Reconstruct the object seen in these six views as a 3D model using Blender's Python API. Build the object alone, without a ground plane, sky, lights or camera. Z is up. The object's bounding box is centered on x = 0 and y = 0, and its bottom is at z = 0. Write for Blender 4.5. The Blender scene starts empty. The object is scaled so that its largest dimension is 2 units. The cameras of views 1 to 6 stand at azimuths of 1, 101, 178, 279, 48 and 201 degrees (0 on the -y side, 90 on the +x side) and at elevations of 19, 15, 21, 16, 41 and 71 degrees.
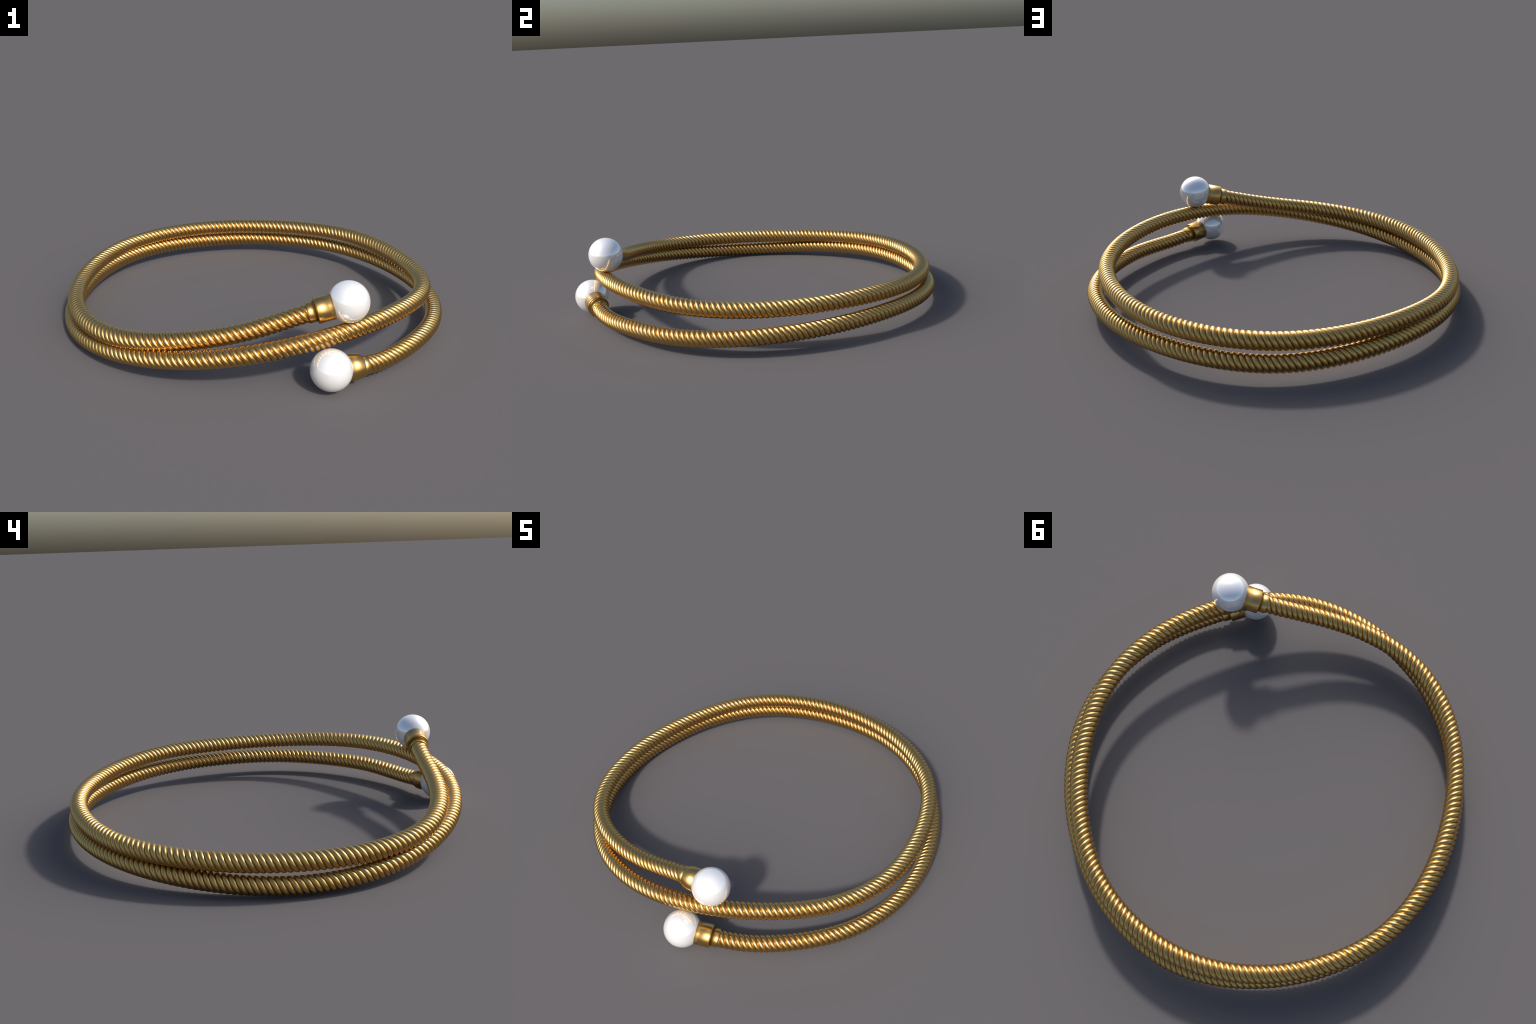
"""Two-turn coil bracelet: a rope of four twisted gold wires, each end closed by
a stepped gold collar holding a white pearl."""
import bpy
import math
import numpy as np
from mathutils import Vector, Matrix

# ------------------------------------------------------------------ sizes
ROPE_R = 0.0427          # outer radius over the wire ridges
WIRES = 4                # starts of the twist
RIDGE = 0.02706           # distance from ridge to ridge along the rope
PEARL_R = 0.0932
COLLAR_R = 0.0587
RING_R = 0.0468
COLLAR_LEN = 0.188       # rope end of the collar to the centre of its pearl

UPPER_PEARL = np.array([0.4268, -0.7713, 0.3693])
UPPER_AXIS = np.array([0.9545, 0.1330, 0.2680])
LOWER_PEARL = np.array([0.3566, -0.9089, 0.1066])
LOWER_AXIS = np.array([-0.8070, -0.5730, 0.1410])

# spine: distance from the z axis and height, every 18 degrees of turn,
# running clockwise from the front, two turns downwards
SPINE = [
    (0.8477, 0.2500), (0.9071, 0.2008), (0.9598, 0.1628), (0.9590, 0.1435), (0.9355, 0.1375),
    (0.9222, 0.1380), (0.9312, 0.1453), (0.9440, 0.1590), (0.9368, 0.1697), (0.9332, 0.1735),
    (0.9285, 0.1787), (0.9140, 0.1914), (0.8933, 0.2052), (0.8656, 0.2096), (0.8540, 0.2105),
    (0.8648, 0.2154), (0.8759, 0.2276), (0.8754, 0.2403), (0.8847, 0.2397), (0.9132, 0.2203),
    (0.9421, 0.1803), (0.9598, 0.1327), (0.9669, 0.0902), (0.9646, 0.0576), (0.9540, 0.0441),
    (0.9412, 0.0512), (0.9402, 0.0684), (0.9440, 0.0828), (0.9435, 0.0878), (0.9484, 0.0855),
    (0.9572, 0.0874), (0.9421, 0.0979), (0.9175, 0.1069), (0.9065, 0.1063), (0.9146, 0.1012),
    (0.9348, 0.0945), (0.9440, 0.0872), (0.9419, 0.0824),
]


# ------------------------------------------------------------------ helpers
def natural_spline(points, step):
    """Natural cubic spline through 3D points, resampled at even arc length."""
    P = np.array(points)
    t = np.concatenate([[0], np.cumsum(np.linalg.norm(np.diff(P, axis=0), axis=1))])
    n, h = len(P), np.diff(t)
    A, b = np.eye(n), np.zeros((n, 3))
    for i in range(1, n - 1):
        A[i, i - 1:i + 2] = h[i - 1], 2 * (h[i - 1] + h[i]), h[i]
        b[i] = 6 * ((P[i + 1] - P[i]) / h[i] - (P[i] - P[i - 1]) / h[i - 1])
    m = np.linalg.solve(A, b)

    def at(u):
        k = np.clip(np.searchsorted(t, u) - 1, 0, n - 2)
        hk, a, c = h[k][:, None], (t[k + 1] - u)[:, None], (u - t[k])[:, None]
        return (m[k] * a ** 3 + m[k + 1] * c ** 3) / (6 * hk) + (P[k] / hk - m[k] * hk / 6) * a + (P[k + 1] / hk - m[k + 1] * hk / 6) * c

    fine = at(np.linspace(0, t[-1], 8000))
    s = np.concatenate([[0], np.cumsum(np.linalg.norm(np.diff(fine, axis=0), axis=1))])
    even = np.linspace(0, s[-1], int(s[-1] / step) + 1)
    return np.stack([np.interp(even, s, fine[:, c]) for c in range(3)], 1), even


def unit(v):
    return v / np.linalg.norm(v, axis=-1, keepdims=True)


def mesh_object(name, verts, faces, material, parent):
    me = bpy.data.meshes.new(name)
    me.from_pydata([tuple(v) for v in verts], [], faces)
    me.materials.append(material)
    me.shade_smooth()
    ob = bpy.data.objects.new(name, me)
    bpy.context.scene.collection.objects.link(ob)
    ob.parent = parent
    return ob


def empty(name, parent=None):
    ob = bpy.data.objects.new(name, None)
    ob.empty_display_size = 0.1
    bpy.context.scene.collection.objects.link(ob)
    ob.parent = parent
    return ob


def tube(rings, sides, caps=True):
    """Faces of a closed tube of rings*sides vertices."""
    f = [(r * sides + k, r * sides + (k + 1) % sides, (r + 1) * sides + (k + 1) % sides, (r + 1) * sides + k)
         for r in range(rings - 1) for k in range(sides)]
    if caps:
        f.append(tuple(reversed(range(sides))))
        f.append(tuple(range((rings - 1) * sides, rings * sides)))
    return f


def lathe(profile, origin, axis, sides=96):
    """Turn (distance along axis, radius) round the axis."""
    w = unit(np.array(axis))
    u = unit(np.cross([0, 0, 1.0], w))
    v = np.cross(w, u)
    a = np.linspace(0, 2 * math.pi, sides, endpoint=False)
    verts = [origin + w * d + r * (math.cos(x) * u + math.sin(x) * v) for d, r in profile for x in a]
    return verts, tube(len(profile), sides)


def rounded(profile, radius, n=6):
    """Round the corners of an open polyline profile; radius per corner."""
    P = [np.array(p, float) for p in profile]
    out = [P[0]]
    for i in range(1, len(P) - 1):
        r = radius[i - 1]
        if r == 0:
            out.append(P[i])
            continue
        a, b = unit(P[i - 1] - P[i]), unit(P[i + 1] - P[i])
        for k in range(n + 1):
            q = k / n
            out.append((1 - q) ** 2 * (P[i] + a * r) + 2 * q * (1 - q) * P[i] + q * q * (P[i] + b * r))
    out.append(P[-1])
    return [tuple(p) for p in out]


# ------------------------------------------------------------------ materials
def gold_material():
    m = bpy.data.materials.new("satin_gold")
    m.use_nodes = True
    nt = m.node_tree
    b = nt.nodes["Principled BSDF"]
    b.inputs["Metallic"].default_value = 1.0
    co = nt.nodes.new("ShaderNodeTexCoord")
    no = nt.nodes.new("ShaderNodeTexNoise")
    no.inputs["Scale"].default_value = 60.0
    no.inputs["Detail"].default_value = 3.0
    nt.links.new(co.outputs["Object"], no.inputs["Vector"])
    ramp = nt.nodes.new("ShaderNodeValToRGB")
    ramp.color_ramp.elements[0].position, ramp.color_ramp.elements[0].color = 0.3, (*GOLD_DARK, 1)
    ramp.color_ramp.elements[1].position, ramp.color_ramp.elements[1].color = 0.7, (*GOLD_LIGHT, 1)
    nt.links.new(no.outputs["Fac"], ramp.inputs["Fac"])
    nt.links.new(ramp.outputs["Color"], b.inputs["Base Color"])
    b.inputs["Roughness"].default_value = GOLD_ROUGH
    return m


def pearl_material():
    m = bpy.data.materials.new("white_pearl")
    m.use_nodes = True
    nt = m.node_tree
    b = nt.nodes["Principled BSDF"]
    b.inputs["Base Color"].default_value = (*PEARL, 1)
    b.inputs["Metallic"].default_value = PEARL_METAL
    b.inputs["Roughness"].default_value = PEARL_ROUGH
    return m


GOLD_DARK, GOLD_LIGHT, GOLD_ROUGH = (0.560, 0.357, 0.120), (0.588, 0.375, 0.129), 0.305
PEARL, PEARL_METAL, PEARL_ROUGH = (0.93, 0.93, 0.93), 0.40, 0.1
gold, white = gold_material(), pearl_material()

# ------------------------------------------------------------------ rope
bracelet = empty("pearl_bracelet")
bracelet["label"] = "coiled gold rope bracelet with two white pearls"
bracelet["category"] = "bracelet"

controls = [UPPER_PEARL - UPPER_AXIS * d for d in (COLLAR_LEN - 0.03, COLLAR_LEN)]
for k, (r, z) in enumerate(SPINE):
    a = 0.1 * math.pi * k
    controls.append(np.array([-r * math.sin(a), -r * math.cos(a), z]))
controls += [LOWER_PEARL - LOWER_AXIS * d for d in (COLLAR_LEN, COLLAR_LEN - 0.03)]

PITCH = RIDGE * WIRES
STEPS, SIDES = 32, 18
spine, arc = natural_spline(controls, PITCH / STEPS)
tangent = unit(np.gradient(spine, axis=0))
side = unit(np.cross(tangent, np.array([0, 0, 1.0])))
over = np.cross(side, tangent)

HEIGHT = 0.0130                                   # radial half height of one wire
mid = ROPE_R - HEIGHT
lean = math.atan2(2 * math.pi * mid, PITCH)       # angle of a wire to the rope's axis
HALF = 0.5 * RIDGE * math.sin(math.atan2(2 * math.pi * ROPE_R, PITCH)) * 1.04
CORE_R = 0.028                                    # plain core the wires are laid round
ring_a = np.linspace(0, 2 * math.pi, 24, endpoint=False)
core, cs, co = spine[::8], side[::8], over[::8]
core_verts = (core[:, None] + CORE_R * (np.cos(ring_a)[None, :, None] * cs[:, None] + np.sin(ring_a)[None, :, None] * co[:, None])).reshape(-1, 3)
rope = mesh_object("rope", core_verts, tube(len(core), 24), gold, bracelet)

TWIST = -0.353
section = np.linspace(0, 2 * math.pi, SIDES, endpoint=False)
for w in range(WIRES):
    ang = TWIST - 2 * math.pi * (w / WIRES + arc / PITCH)
    radial = np.cos(ang)[:, None] * side + np.sin(ang)[:, None] * over
    round_ = -np.sin(ang)[:, None] * side + np.cos(ang)[:, None] * over
    # sideways direction of the wire: along the rope surface, square to the wire
    across = math.sin(lean) * tangent + math.cos(lean) * round_
    centre = spine + mid * radial
    verts = (centre[:, None] + HALF * np.cos(section)[None, :, None] * across[:, None]
             + HEIGHT * np.sin(section)[None, :, None] * radial[:, None]).reshape(-1, 3)
    mesh_object("wire", verts, tube(len(spine), SIDES), gold, rope)

# ------------------------------------------------------------------ ends
NECK = 0.038
for pearl, axis in ((UPPER_PEARL, UPPER_AXIS), (LOWER_PEARL, LOWER_AXIS)):
    axis = unit(axis)
    base = pearl - axis * COLLAR_LEN
    front = COLLAR_LEN - math.sqrt(PEARL_R ** 2 - COLLAR_R ** 2)
    # corners towards the rope are rounded, those towards the pearl left plain
    cup = rounded([(NECK, 0.020), (NECK, COLLAR_R), (front + 0.001, COLLAR_R), (front + 0.001, 0.020)], [0.006, 0.0])
    v, f = lathe(cup, base, axis)
    collar = mesh_object("collar", v, f, gold, bracelet)
    ring = rounded([(0.0, 0.030), (0.0, RING_R), (NECK + 0.001, RING_R), (NECK + 0.001, 0.030)], [0.004, 0.0])
    v, f = lathe(ring, base, axis)
    mesh_object("ferrule", v, f, gold, collar)
    n = 64
    ball = [(-PEARL_R * math.cos(math.pi * (k + 0.05) / (n + 0.1)), PEARL_R * math.sin(math.pi * (k + 0.05) / (n + 0.1))) for k in range(n + 1)]
    v, f = lathe(ball, pearl, axis, 128)
    mesh_object("pearl", v, f, white, collar)
